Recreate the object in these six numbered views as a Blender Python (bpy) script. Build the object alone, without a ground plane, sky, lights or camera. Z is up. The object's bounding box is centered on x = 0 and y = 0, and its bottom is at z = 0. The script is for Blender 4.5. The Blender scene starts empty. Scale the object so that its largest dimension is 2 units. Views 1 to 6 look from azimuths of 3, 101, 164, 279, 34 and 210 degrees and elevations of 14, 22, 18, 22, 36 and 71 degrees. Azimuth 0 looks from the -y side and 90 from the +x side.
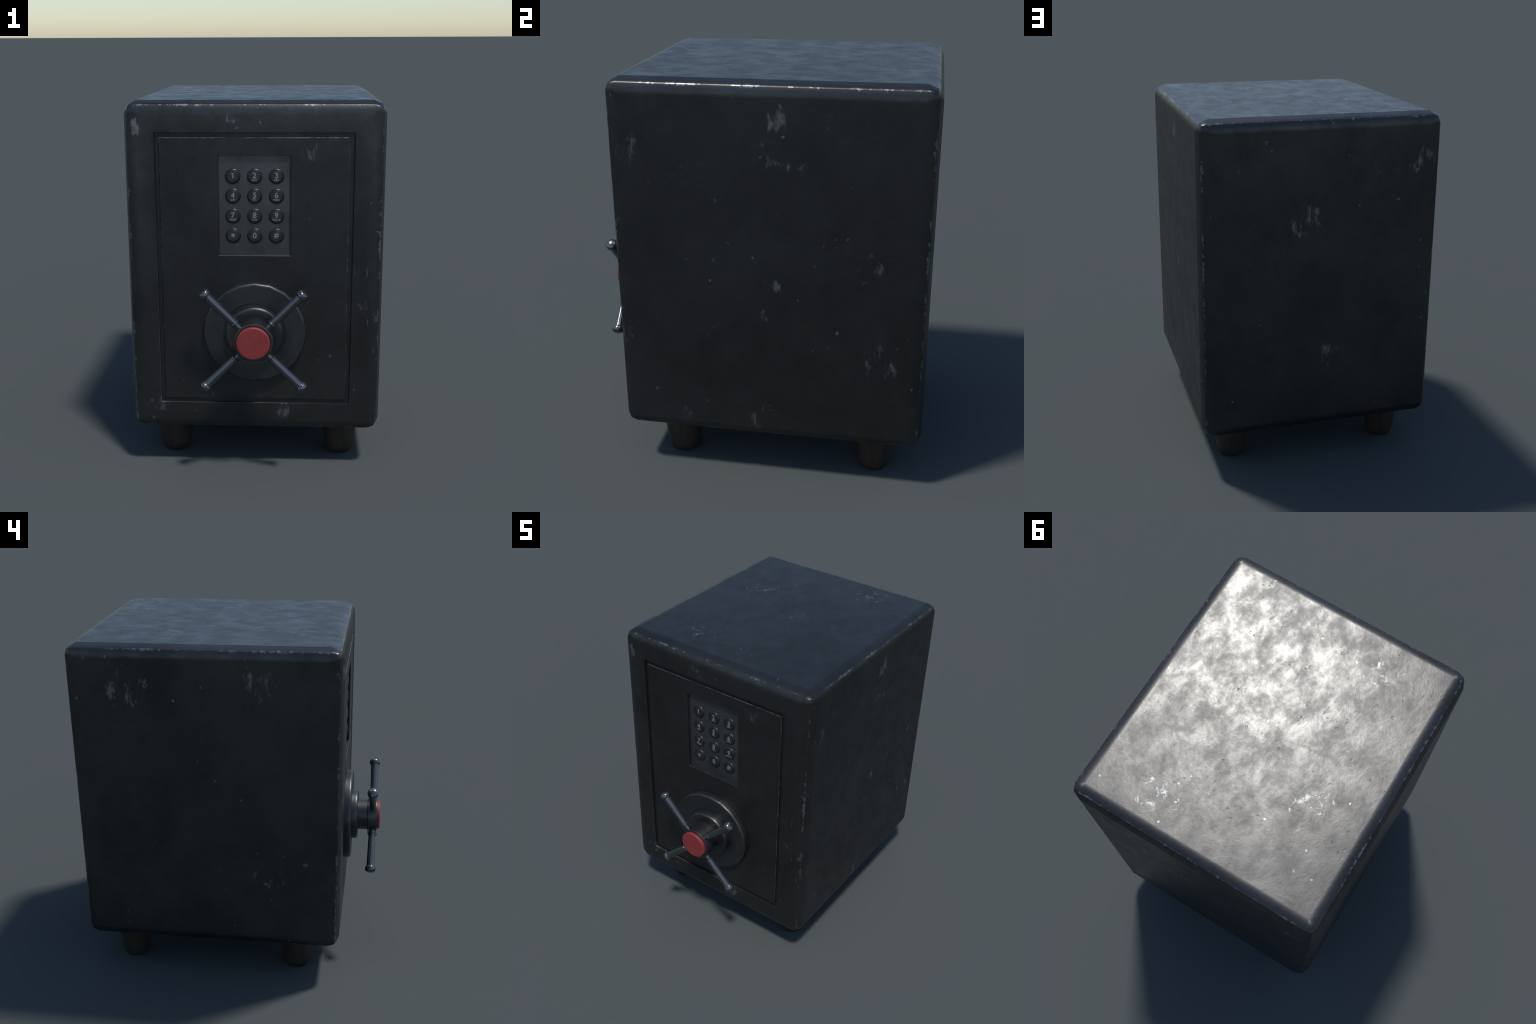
# A heavy dark-steel safe on four short wooden feet: bevelled body, recessed door,
# keypad with twelve keys, four-spoke handle with a red hub cap.
import bpy, bmesh, math
from mathutils import Vector, Matrix

# ------------------------------------------------------------------ sizes (metres)
HALF_W = 0.669                       # body half width (x)
FRONT_Y, BACK_Y = -0.646, 0.853      # body front and back planes
BASE_Z, TOP_Z = 0.222, 2.0           # body bottom and top
CHAMFER = 0.064                      # two-step chamfer round all body edges
MID_Y = (FRONT_Y + BACK_Y) / 2
MID_Z = (BASE_Z + TOP_Z) / 2
OPEN_X, OPEN_Z0, OPEN_Z1 = 0.507, 0.386, 1.840      # frame opening
DOOR_X, DOOR_Z0, DOOR_Z1 = 0.485, 0.410, 1.8175     # raised door panel
GROOVE_Y, DOOR_Y, POCKET_Y = -0.634, -0.644, -0.590
PAD_X, PAD_Z0, PAD_Z1, PAD_Y = 0.185, 1.207, 1.726, -0.6272
HUB_Z = 0.794                        # handle axis height

# ------------------------------------------------------------------ node helpers
class Nodes:
    def __init__(self, name):
        self.mat = bpy.data.materials.new(name)
        self.mat.use_nodes = True
        self.nt = self.mat.node_tree
        self.nt.nodes.clear()
        self.out = self.nt.nodes.new("ShaderNodeOutputMaterial")
        self.bsdf = self.nt.nodes.new("ShaderNodeBsdfPrincipled")
        self.nt.links.new(self.bsdf.outputs[0], self.out.inputs[0])
        self.coord = self.nt.nodes.new("ShaderNodeTexCoord").outputs["Object"]

    def put(self, sock, v):
        if isinstance(v, bpy.types.NodeSocket):
            self.nt.links.new(v, sock)
        else:
            sock.default_value = v

    def math(self, op, a, b=0.0, c=0.0, clamp=False):
        n = self.nt.nodes.new("ShaderNodeMath"); n.operation = op; n.use_clamp = clamp
        for i, v in enumerate((a, b, c)):
            self.put(n.inputs[i], v)
        return n.outputs[0]

    def ramp(self, v, lo, hi, a=0.0, b=1.0):
        n = self.nt.nodes.new("ShaderNodeMapRange"); n.interpolation_type = 'SMOOTHSTEP'
        for i, x in enumerate((v, lo, hi, a, b)):
            self.put(n.inputs[i], x)
        return n.outputs[0]

    def mapping(self, loc=(0, 0, 0), rot=(0, 0, 0), scale=(1, 1, 1), vec=None):
        n = self.nt.nodes.new("ShaderNodeMapping")
        self.put(n.inputs[0], vec or self.coord)
        n.inputs[1].default_value, n.inputs[2].default_value, n.inputs[3].default_value = loc, rot, scale
        return n.outputs[0]

    def noise(self, scale, detail=3.0, rough=0.55, vec=None, distort=0.0):
        n = self.nt.nodes.new("ShaderNodeTexNoise")
        self.put(n.inputs["Vector"], vec or self.coord)
        for k, v in (("Scale", scale), ("Detail", detail), ("Roughness", rough), ("Distortion", distort)):
            self.put(n.inputs[k], v)
        return n.outputs["Fac"]

    def voronoi(self, scale, vec=None, feature='F1', rand=1.0):
        n = self.nt.nodes.new("ShaderNodeTexVoronoi"); n.feature = feature
        self.put(n.inputs["Vector"], vec or self.coord)
        n.inputs["Scale"].default_value = scale
        n.inputs["Randomness"].default_value = rand
        return n.outputs["Distance"]

    def mix(self, fac, a, b):
        n = self.nt.nodes.new("ShaderNodeMix"); n.data_type = 'RGBA'
        self.put(n.inputs[0], fac)
        for s, v in ((n.inputs[6], a), (n.inputs[7], b)):
            self.put(s, v if isinstance(v, bpy.types.NodeSocket) else (*v, 1.0))
        return n.outputs[2]

    def bump(self, height, strength, distance, normal=None):
        n = self.nt.nodes.new("ShaderNodeBump")
        n.inputs["Strength"].default_value = strength
        n.inputs["Distance"].default_value = distance
        self.put(n.inputs["Height"], height)
        if normal:
            self.put(n.inputs["Normal"], normal)
        return n.outputs[0]

    def set(self, **kw):
        for k, v in kw.items():
            s = self.bsdf.inputs[k.replace("_", " ")]
            if s.type == 'RGBA' and not isinstance(v, bpy.types.NodeSocket):
                v = (*v, 1.0)
            self.put(s, v)

    def edge_distance(self, centre, half):
        """Distance to the nearest edge of a box: second smallest face distance."""
        sep = self.nt.nodes.new("ShaderNodeSeparateXYZ")
        self.put(sep.inputs[0], self.coord)
        a, b, c = (self.math('SUBTRACT', half[i],
                             self.math('ABSOLUTE', self.math('SUBTRACT', sep.outputs[i], centre[i])))
                   for i in range(3))
        lo, hi = self.math('MINIMUM', a, b), self.math('MAXIMUM', a, b)
        return self.math('MAXIMUM', lo, self.math('MINIMUM', hi, c))


# where knocks have left clusters of scuffs: (x, y, z), reach
SCUFFS = (((-0.29, -0.40, 2.0), 0.17), ((-0.32, 0.33, 2.0), 0.17), ((0.27, 0.67, 2.0), 0.17), ((0.05, 0.10, 2.0), 0.07),
          ((0.67, 0.13, 1.67), 0.13), ((0.67, 0.16, 1.82), 0.12), ((0.67, -0.53, 1.70), 0.13), ((0.67, 0.59, 1.18), 0.16),
          ((0.67, 0.66, 0.69), 0.17), ((0.67, 0.05, 0.36), 0.17), ((0.67, -0.60, 0.74), 0.12), ((0.67, 0.14, 1.06), 0.08),
          ((-0.67, 0.51, 1.77), 0.17), ((-0.67, -0.18, 1.80), 0.18), ((-0.67, -0.26, 0.69), 0.18),
          ((0.10, 0.85, 1.46), 0.17), ((-0.57, 0.85, 1.76), 0.16), ((-0.02, 0.85, 0.69), 0.16),
          ((0.57, -0.65, 1.13), 0.12), ((0.58, -0.65, 0.92), 0.10), ((0.19, -0.65, 0.36), 0.10), ((-0.51, -0.65, 0.36), 0.10),
          ((-0.14, -0.65, 1.90), 0.09), ((-0.62, -0.65, 1.86), 0.09))


def steel(name, dark, worn, rough=(0.31, 0.43), box=None, wear=(0.010, 0.045),
          scuffs=1.0, pits=0.5, metallic=0.88, relief=1.0):
    """Dark worn steel: cloudy gloss, clustered scuff flecks, chipped edges, pits."""
    m = Nodes(name)
    warp = m.noise(2.2, 4, 0.6, distort=0.3)
    cloud = m.noise(10.0, 8, 0.68, vec=m.mapping(rot=(0.2, 0.3, 0.5), scale=(1, 0.7, 0.8)), distort=0.25)
    fine = m.noise(38, 4, 0.6)
    # scuff flecks: short, slanting strokes that gather in a few patches
    patch = m.math('MULTIPLY', m.ramp(m.noise(3.4, 1.5, 0.5, vec=m.mapping((3.1, 7.7, 1.3))), 0.58, 0.74), 0.6)
    if box:
        wobble = m.math('MULTIPLY', m.math('SUBTRACT', m.noise(9, 2, 0.6), 0.5), 0.22)
        for at, reach in SCUFFS:
            n = m.nt.nodes.new("ShaderNodeVectorMath"); n.operation = 'DISTANCE'
            m.put(n.inputs[0], m.coord)
            n.inputs[1].default_value = at
            d = m.math('ADD', n.outputs["Value"], wobble)
            patch = m.math('MAXIMUM', patch, m.ramp(d, reach, reach * 0.25))
    stroke = m.noise(24, 7, 0.70, vec=m.mapping((0, 0, 0), (0.75, 0.65, 0.6), (1.0, 0.85, 0.42)), distort=0.4)
    flecks = m.ramp(stroke, m.math('SUBTRACT', 0.69, m.math('MULTIPLY', patch, 0.18)),
                    m.math('SUBTRACT', 0.80, m.math('MULTIPLY', patch, 0.14)))
    # stray nicks all over
    dots = m.voronoi(13, vec=m.mapping((0.4, 0.9, 0.2), (0.3, 0.5, 0.2), (1, 1, 0.8)))
    dots = m.math('ADD', dots, m.math('MULTIPLY', m.math('SUBTRACT', fine, 0.5), 0.42))
    nick = m.math('MULTIPLY', m.ramp(dots, 0.10, 0.045),
                  m.ramp(m.noise(4.4, 2, vec=m.mapping((9, 2, 5))), 0.47, 0.57))
    mark = m.math('MULTIPLY', m.math('MAXIMUM', flecks, m.math('MULTIPLY', nick, 0.8)), scuffs, clamp=True)
    if box:
        d = m.edge_distance(*box)
        ragged = m.math('ADD', m.math('MULTIPLY', m.math('SUBTRACT', m.noise(7, 2), 0.5), 2.4),
                        m.math('MULTIPLY', m.math('SUBTRACT', m.noise(42, 4, 0.65), 0.5), 3.2))
        d = m.math('SUBTRACT', d, m.math('MULTIPLY', ragged, wear[1] - wear[0]))
        chip = m.math('MULTIPLY', m.ramp(d, wear[0] + 0.2 * (wear[1] - wear[0]), wear[0] - 0.2 * (wear[1] - wear[0])), 0.85)
        mark = m.math('MAXIMUM', mark, chip)
    tone = m.ramp(m.math('ADD', m.math('MULTIPLY', warp, 0.5), m.math('MULTIPLY', cloud, 0.5)), 0.3, 0.7)
    base = m.mix(tone, tuple(c * 0.72 for c in dark), tuple(c * 1.28 for c in dark))
    m.set(Base_Color=m.mix(mark, base, worn), Metallic=metallic)
    gloss = m.ramp(m.math('ADD', m.math('MULTIPLY', cloud, 0.75), m.math('MULTIPLY', fine, 0.25)),
                   0.36, 0.66, rough[1], rough[0])
    m.set(Roughness=gloss)
    # pits gather in patches; soft hammered unevenness everywhere
    rough_cell = m.math('ADD', m.voronoi(30, vec=m.mapping(rot=(0.4, 0.2, 0.7), scale=(1, 0.7, 0.85))), m.math('MULTIPLY', m.math('SUBTRACT', m.noise(60, 3, 0.65), 0.5), 1.0))
    pit = m.math('MULTIPLY', m.ramp(rough_cell, 0.20, 0.05),
                 m.ramp(m.noise(5.0, 2, vec=m.mapping((1, 4, 8))), 0.52, 0.60))
    height = m.math('ADD', m.math('MULTIPLY', cloud, 0.5), m.math('MULTIPLY', fine, 0.10))
    height = m.math('SUBTRACT', height, m.math('MULTIPLY', pit, 0.42 * pits))
    height = m.math('SUBTRACT', height, m.math('MULTIPLY', mark, 0.12))
    m.set(Normal=m.bump(height, 0.35 * relief, 0.006))
    return m.mat


DARK, WORN = (0.067, 0.0675, 0.068), (0.225, 0.235, 0.24)
BODY_BOX = ((0, MID_Y, MID_Z), (HALF_W, (BACK_Y - FRONT_Y) / 2, (TOP_Z - BASE_Z) / 2))
DOOR_BOX = ((0, DOOR_Y + 0.3, (DOOR_Z0 + DOOR_Z1) / 2), (DOOR_X, 0.3, (DOOR_Z1 - DOOR_Z0) / 2))

mat_body = steel("worn_dark_steel", DARK, WORN, box=BODY_BOX, wear=(0.0168, 0.034))
mat_door = steel("worn_door_steel", DARK, WORN, box=DOOR_BOX, wear=(0.0025, 0.007), scuffs=0.7, pits=0.3)
mat_groove = steel("groove_steel", (0.06, 0.063, 0.066), WORN, scuffs=0.2)
mat_pad = steel("keypad_steel", (0.115, 0.119, 0.122), WORN, rough=(0.38, 0.46), scuffs=0.25, pits=0.1)
mat_plate = steel("turned_steel", (0.080, 0.084, 0.087), WORN, rough=(0.35, 0.44), scuffs=0.6, pits=0.1)
mat_spoke = steel("polished_steel", (0.15, 0.156, 0.162), (0.32, 0.34, 0.36), rough=(0.20, 0.28), scuffs=0.5, pits=0.0, relief=0.35)


def plain(name, colour, rough, metallic=0.0, vary=0.12, scale=20):
    m = Nodes(name)
    n = m.noise(scale, 4, 0.6)
    f = m.ramp(n, 0.3, 0.7)
    m.set(Base_Color=m.mix(f, tuple(c * (1 - vary) for c in colour), tuple(c * (1 + vary) for c in colour)),
          Metallic=metallic, Roughness=rough, Normal=m.bump(n, 0.15, 0.003))
    return m.mat


def red_paint():
    m = Nodes("red_paint")
    n = m.noise(14, 4, 0.6)
    spots = m.math('MULTIPLY', m.ramp(m.noise(60, 3), 0.70, 0.76), 0.6)
    base = m.mix(m.ramp(n, 0.3, 0.7), (0.215, 0.029, 0.030), (0.250, 0.036, 0.037))
    m.set(Base_Color=m.mix(spots, base, (0.16, 0.075, 0.07)), Roughness=0.5, Normal=m.bump(n, 0.2, 0.003))
    return m.mat


def dark_wood():
    m = Nodes("dark_wood")
    grain = m.noise(26, 5, 0.6, vec=m.mapping(scale=(1, 1, 0.10)), distort=0.6)
    streak = m.noise(80, 3, 0.6, vec=m.mapping(scale=(1, 1, 0.05)))
    f = m.ramp(m.math('ADD', m.math('MULTIPLY', grain, 0.6), m.math('MULTIPLY', streak, 0.4)), 0.35, 0.65)
    m.set(Base_Color=m.mix(f, (0.015, 0.0105, 0.008), (0.036, 0.0245, 0.0175)), Roughness=0.55,
          Normal=m.bump(f, 0.4, 0.003))
    return m.mat


mat_key = plain("dark_key", (0.075, 0.077, 0.079), 0.42, metallic=0.88)
mat_painted_reflection = plain("painted_dark_reflection", (0.010, 0.010, 0.011), 0.36)  # key shoulder as its own ring, blackened for the dark ground it mirrors
mat_print = plain("pale_print", (0.20, 0.205, 0.21), 0.5, vary=0.05)
mat_faded = plain("faded_print", (0.16, 0.165, 0.17), 0.5, vary=0.05)
mat_red = red_paint()
mat_wood = dark_wood()

# ------------------------------------------------------------------ geometry helpers
def add(name, me, mat, parent):
    ob = bpy.data.objects.new(name, me)
    bpy.context.scene.collection.objects.link(ob)
    if not me.materials:
        me.materials.append(mat)
    if parent:
        ob.parent = parent
    return ob


def finish(bm, name, angle=35):
    bmesh.ops.recalc_face_normals(bm, faces=bm.faces)
    me = bpy.data.meshes.new(name)
    for f in bm.faces:
        f.smooth = True
    for e in bm.edges:
        if len(e.link_faces) == 2 and e.calc_face_angle(0) > math.radians(angle):
            e.smooth = False
    bm.to_mesh(me)
    bm.free()
    return me


def apply_modifiers(ob):
    deps = bpy.context.evaluated_depsgraph_get()
    me = bpy.data.meshes.new_from_object(ob.evaluated_get(deps))
    old = ob.data
    ob.modifiers.clear()
    ob.data = me
    me.name = old.name


def block(bm, x0, x1, y0, y1, z0, z1):
    r = bmesh.ops.create_cube(bm, size=1.0)
    for v in r["verts"]:
        v.co = Vector((x0 if v.co.x < 0 else x1, y0 if v.co.y < 0 else y1, z0 if v.co.z < 0 else z1))
    return r["verts"]


def turned(name, profile, sides, mat, parent, axis_z=None, phase=0.0):
    """Lathe: profile of (radius, along). axis_z None: along +z; else along y at that height."""
    bm = bmesh.new()
    rings = []
    for r, t in profile:
        ring = []
        if r < 1e-6:
            ring.append(bm.verts.new((0, 0, t)))
        else:
            for i in range(sides):
                a = 2 * math.pi * i / sides + phase
                ring.append(bm.verts.new((r * math.cos(a), r * math.sin(a), t)))
        rings.append(ring)
    for a, b in zip(rings, rings[1:]):
        for i in range(sides):
            j = (i + 1) % sides
            vs = [a[i % len(a)], a[j % len(a)], b[j % len(b)], b[i % len(b)]]
            vs = list(dict.fromkeys(vs))
            if len(vs) > 2:
                bm.faces.new(vs)
    if axis_z is not None:                       # local z becomes world y
        bmesh.ops.transform(bm, verts=bm.verts, matrix=Matrix(((1, 0, 0, 0), (0, 0, 1, 0), (0, 1, 0, axis_z), (0, 0, 0, 1))))
    ob = add(name, finish(bm, name, 40), mat, parent)
    mod = ob.modifiers.new("normals", 'WEIGHTED_NORMAL'); mod.keep_sharp = True
    apply_modifiers(ob)
    return ob


# ------------------------------------------------------------------ the thing
safe = bpy.data.objects.new("safe", None)
bpy.context.scene.collection.objects.link(safe)
safe["label"] = "dark worn steel safe with keypad, spoked handle and red cap"
safe["category"] = "safe"

# ---- body: box with a two-step chamfer, door opening cut in the front
bm = bmesh.new()
block(bm, -HALF_W, HALF_W, FRONT_Y, BACK_Y, BASE_Z, TOP_Z)
bmesh.ops.bevel(bm, geom=bm.edges[:], offset=CHAMFER, segments=2, profile=0.5, affect='EDGES')
bm.normal_update()
big = {f for f in bm.faces if f.calc_area() > 0.5}
ridge = [e for e in bm.edges if e.calc_face_angle(0) > math.radians(15)
         and not any(f in big for f in e.link_faces)]
bmesh.ops.bevel(bm, geom=ridge, offset=0.006, segments=2, profile=0.5, affect='EDGES')
bm.normal_update()
front = max(bm.faces, key=lambda f: -f.normal.y * f.calc_area())
outer = sorted(front.verts, key=lambda v: math.atan2(v.co.z - MID_Z, v.co.x))
bm.faces.remove(front)
lip, floor = [], []
for v in outer:                              # frame quads, opening walls, groove floor
    x = math.copysign(OPEN_X, v.co.x)
    z = OPEN_Z1 if v.co.z > MID_Z else OPEN_Z0
    lip.append(bm.verts.new((x, FRONT_Y, z)))
    floor.append(bm.verts.new((x, POCKET_Y, z)))
n = len(outer)
for a, b in ((outer, lip), (lip, floor)):
    for k in range(n):
        bm.faces.new((a[k], a[(k + 1) % n], b[(k + 1) % n], b[k]))
bm.faces.new(floor)
lip_edges = [e for e in bm.edges if e.verts[0] in lip and e.verts[1] in lip]
bmesh.ops.bevel(bm, geom=lip_edges, offset=0.003, segments=2, profile=0.5, affect='EDGES')
body = add("body", finish(bm, "body", 60), mat_body, safe)
mod = body.modifiers.new("normals", 'WEIGHTED_NORMAL'); mod.keep_sharp = True
apply_modifiers(body)
# shade the chamfer as a rounded edge with a crisp ridge: normals of a rounded box,
# sharpened by a power; the front frame is slightly pillowed towards the chamfer
me = body.data
normals = [Vector(c.vector) for c in me.corner_normals]
CENTRE = Vector(BODY_BOX[0])
CORE = Vector([h - CHAMFER for h in BODY_BOX[1]])
for lp in me.loops:
    co = me.vertices[lp.vertex_index].co
    p = co - CENTRE
    q = [max(abs(p[k]) - CORE[k], 0.0) / CHAMFER for k in range(3)]
    if abs(co.x) <= OPEN_X + 0.02 and co.y < FRONT_Y + 0.03 and OPEN_Z0 - 0.02 <= co.z <= OPEN_Z1 + 0.02:
        continue
    q = [v if v > 1e-3 else 0.0 for v in q]
    normals[lp.index] = Vector([math.copysign(q[k] ** 4, p[k]) for k in range(3)]).normalized()
    if abs(co.y - FRONT_Y) < 1e-4:
        lean = Vector((math.copysign(0.03, co.x), 0, math.copysign(0.06, co.z - MID_Z)))
        normals[lp.index] = (normals[lp.index] + lean).normalized()
me.normals_split_custom_set(normals)

# ---- door panel with the keypad recess
bm = bmesh.new()
block(bm, -DOOR_X, DOOR_X, DOOR_Y, GROOVE_Y + 0.004, DOOR_Z0, DOOR_Z1)
door = add("door", finish(bm, "door"), mat_door, safe)
bm = bmesh.new()                             # the door's rebate fills the opening behind the panel
block(bm, -OPEN_X + 0.0005, OPEN_X - 0.0005, GROOVE_Y, POCKET_Y - 0.001, OPEN_Z0 + 0.0005, OPEN_Z1 - 0.0005)
rebate = add("door_rebate", finish(bm, "door_rebate"), mat_groove, door)
bm = bmesh.new()
block(bm, -PAD_X, PAD_X, DOOR_Y - 0.1, PAD_Y + 0.008, PAD_Z0, PAD_Z1)
cut = add("pad_cutter", finish(bm, "pad_cutter"), mat_door, None)
for ob, width in ((door, 0.0045), (rebate, 0.0)):
    mod = ob.modifiers.new("recess", 'BOOLEAN'); mod.object = cut; mod.operation = 'DIFFERENCE'; mod.solver = 'EXACT'
    if width:
        mod = ob.modifiers.new("edge", 'BEVEL'); mod.width = width; mod.segments = 2
        mod.limit_method = 'ANGLE'; mod.angle_limit = math.radians(60)
    mod = ob.modifiers.new("normals", 'WEIGHTED_NORMAL'); mod.keep_sharp = True
    apply_modifiers(ob)
bpy.data.objects.remove(cut)

# ---- keypad
bm = bmesh.new()
block(bm, -PAD_X + 0.0005, PAD_X - 0.0005, PAD_Y, PAD_Y + 0.007, PAD_Z0 + 0.0005, PAD_Z1 - 0.0005)
keypad = add("keypad", finish(bm, "keypad"), mat_pad, safe)

KEY_X = (-0.1112, 0.0010, 0.1130)
KEY_Z = (1.618, 1.516, 1.4115, 1.308)
KEYS = (("1", ""), ("2", "ABC"), ("3", "DEF"), ("4", "GHI"), ("5", "JKL"), ("6", "MNO"),
        ("7", "PQRS"), ("8", "TUV"), ("9", "WXYZ"), ("*", ""), ("0", ""), ("#", ""))
reflection_ring = turned("key_dark_reflection_ring", [(0.0405, 0.002), (0.0400, -0.001), (0.0380, -0.0037), (0.0350, -0.0055), (0.0318, -0.0064), (0.0300, -0.0060),
                             (0.0295, -0.004)], 32, mat_painted_reflection, keypad, 0.0)
key = turned("key", [(0.0296, 0.002), (0.0296, -0.0050), (0.0290, -0.0061), (0.0278, -0.0066), (0.0, -0.0066)],
             32, mat_key, keypad, 0.0)


def letters(text, size, name, z_off, bold):
    cu = bpy.data.curves.new(name, 'FONT')
    cu.body = text; cu.size = size; cu.align_x = 'CENTER'; cu.align_y = 'CENTER'
    cu.extrude = 0.0006; cu.offset = bold
    ob = bpy.data.objects.new(name, cu)
    bpy.context.scene.collection.objects.link(ob)
    bpy.context.view_layer.update()
    me = bpy.data.meshes.new_from_object(ob.evaluated_get(bpy.context.evaluated_depsgraph_get()))
    bpy.data.objects.remove(ob)
    xs = [v.co.x for v in me.vertices]; ys = [v.co.y for v in me.vertices]
    cx, cy = (min(xs) + max(xs)) / 2, (min(ys) + max(ys)) / 2
    for v in me.vertices:                        # text plane to front plane
        v.co = Vector((v.co.x - cx, -v.co.z, v.co.y - cy + z_off))
    return me


def digit_one(name, z_off):
    """Bar with a slanting flag, the built-in font's own 1 being a bare bar."""
    bm = bmesh.new()
    pts = [(-0.0015, -0.0142), (0.0042, -0.0142), (0.0042, 0.0142), (0.0002, 0.0142), (-0.0072, 0.0098), (-0.0072, 0.0046), (-0.0015, 0.0076)]
    back = [bm.verts.new((x, 0.0006, z + z_off)) for x, z in pts]
    fore = [bm.verts.new((x, -0.0006, z + z_off)) for x, z in pts]
    bm.faces.new(back); bm.faces.new(fore)
    for k in range(len(pts)):
        j = (k + 1) % len(pts)
        bm.faces.new((back[k], back[j], fore[j], fore[k]))
    return finish(bm, name)


first = True
for i, (digit, small) in enumerate(KEYS):
    at = Vector((KEY_X[i % 3], PAD_Y, KEY_Z[i // 3]))
    for proto in (reflection_ring, key):
        ob = proto if first else proto.copy()
        if not first:
            bpy.context.scene.collection.objects.link(ob)
        ob.location = at
    first = False
    up = 0.0045 if small or digit == "1" else 0.002
    mark = add("digit", digit_one("digit", up) if digit == "1" else letters(digit, 0.040 if digit != "*" else 0.050, "digit", up + 0.001, 0.0009), mat_print, keypad)
    mark.location = at + Vector((0, -0.0066, 0))
    if small:
        sub = add("lettering", letters(small, 0.0145, "lettering", -0.0185, 0.0005), mat_faded, keypad)
        sub.location = at + Vector((0, -0.0066, 0))

# ---- handle: stepped mounting plate, neck, hub, red cap, four spokes
plate = turned("mounting_plate", [(0.262, DOOR_Y + 0.003), (0.2715, DOOR_Y + 0.001), (0.2725, -0.668), (0.2705, -0.6755),
                                  (0.2655, -0.6805), (0.259, -0.682), (0.168, -0.682), (0.164, -0.6805), (0.160, -0.678), (0.0, -0.678)],
               20, mat_plate, safe, HUB_Z, math.pi / 2)
collar = turned("collar", [(0.152, -0.677), (0.152, -0.704), (0.1495, -0.712), (0.144, -0.717), (0.137, -0.719), (0.110, -0.719),
                           (0.106, -0.717), (0.0, -0.717)], 32, mat_plate, plate, HUB_Z, math.pi / 2)
neck = turned("neck", [(0.094, -0.715), (0.094, -0.7785), (0.0, -0.7785)], 32, mat_plate, plate, HUB_Z)
hub = turned("handle_hub", [(0.095, -0.777), (0.1015, -0.7785), (0.1035, -0.7815), (0.1035, -0.829), (0.1015, -0.834), (0.097, -0.836),
                            (0.0905, -0.836), (0.0885, -0.834), (0.0, -0.834)], 40, mat_plate, safe, HUB_Z)
cap = turned("hub_cap", [(0.0865, -0.833), (0.0868, -0.8475), (0.0850, -0.8505), (0.0815, -0.8525), (0.076, -0.853), (0.0, -0.853)],
             40, mat_red, hub, HUB_Z)

SPOKE = [(0.0150, 0.095), (0.0150, 0.126), (0.0180, 0.1275), (0.0212, 0.130), (0.0212, 0.138), (0.0190, 0.1405),
         (0.0198, 0.150), (0.0232, 0.300), (0.0238, 0.334), (0.0252, 0.3365), (0.0295, 0.339), (0.0316, 0.343),
         (0.0320, 0.354), (0.0303, 0.3615), (0.0245, 0.3675), (0.0140, 0.3715), (0.0, 0.3725)]
spoke = turned("spoke", SPOKE, 24, mat_spoke, hub)
for k in range(4):
    ob = spoke if k == 0 else spoke.copy()
    if k:
        bpy.context.scene.collection.objects.link(ob)
    ob.location = (0, -0.808, HUB_Z)
    ob.rotation_euler = (0, math.radians(45 + 90 * k), 0)

# ---- feet
FOOT = [(0.0, 0.0), (0.057, 0.0), (0.068, 0.006), (0.0765, 0.017), (0.0820, 0.034), (0.0860, 0.058), (0.0965, 0.155),
        (0.1025, 0.205), (0.104, BASE_Z + 0.004)]
foot = turned("foot", FOOT, 32, mat_wood, safe)
for k, (x, y) in enumerate(((-0.468, -0.388), (0.468, -0.388), (0.468, 0.618), (-0.468, 0.618))):
    ob = foot if k == 0 else foot.copy()
    if k:
        bpy.context.scene.collection.objects.link(ob)
    ob.location = (x, y, 0)
    ob.rotation_euler = (0, 0, 1.3 * k)
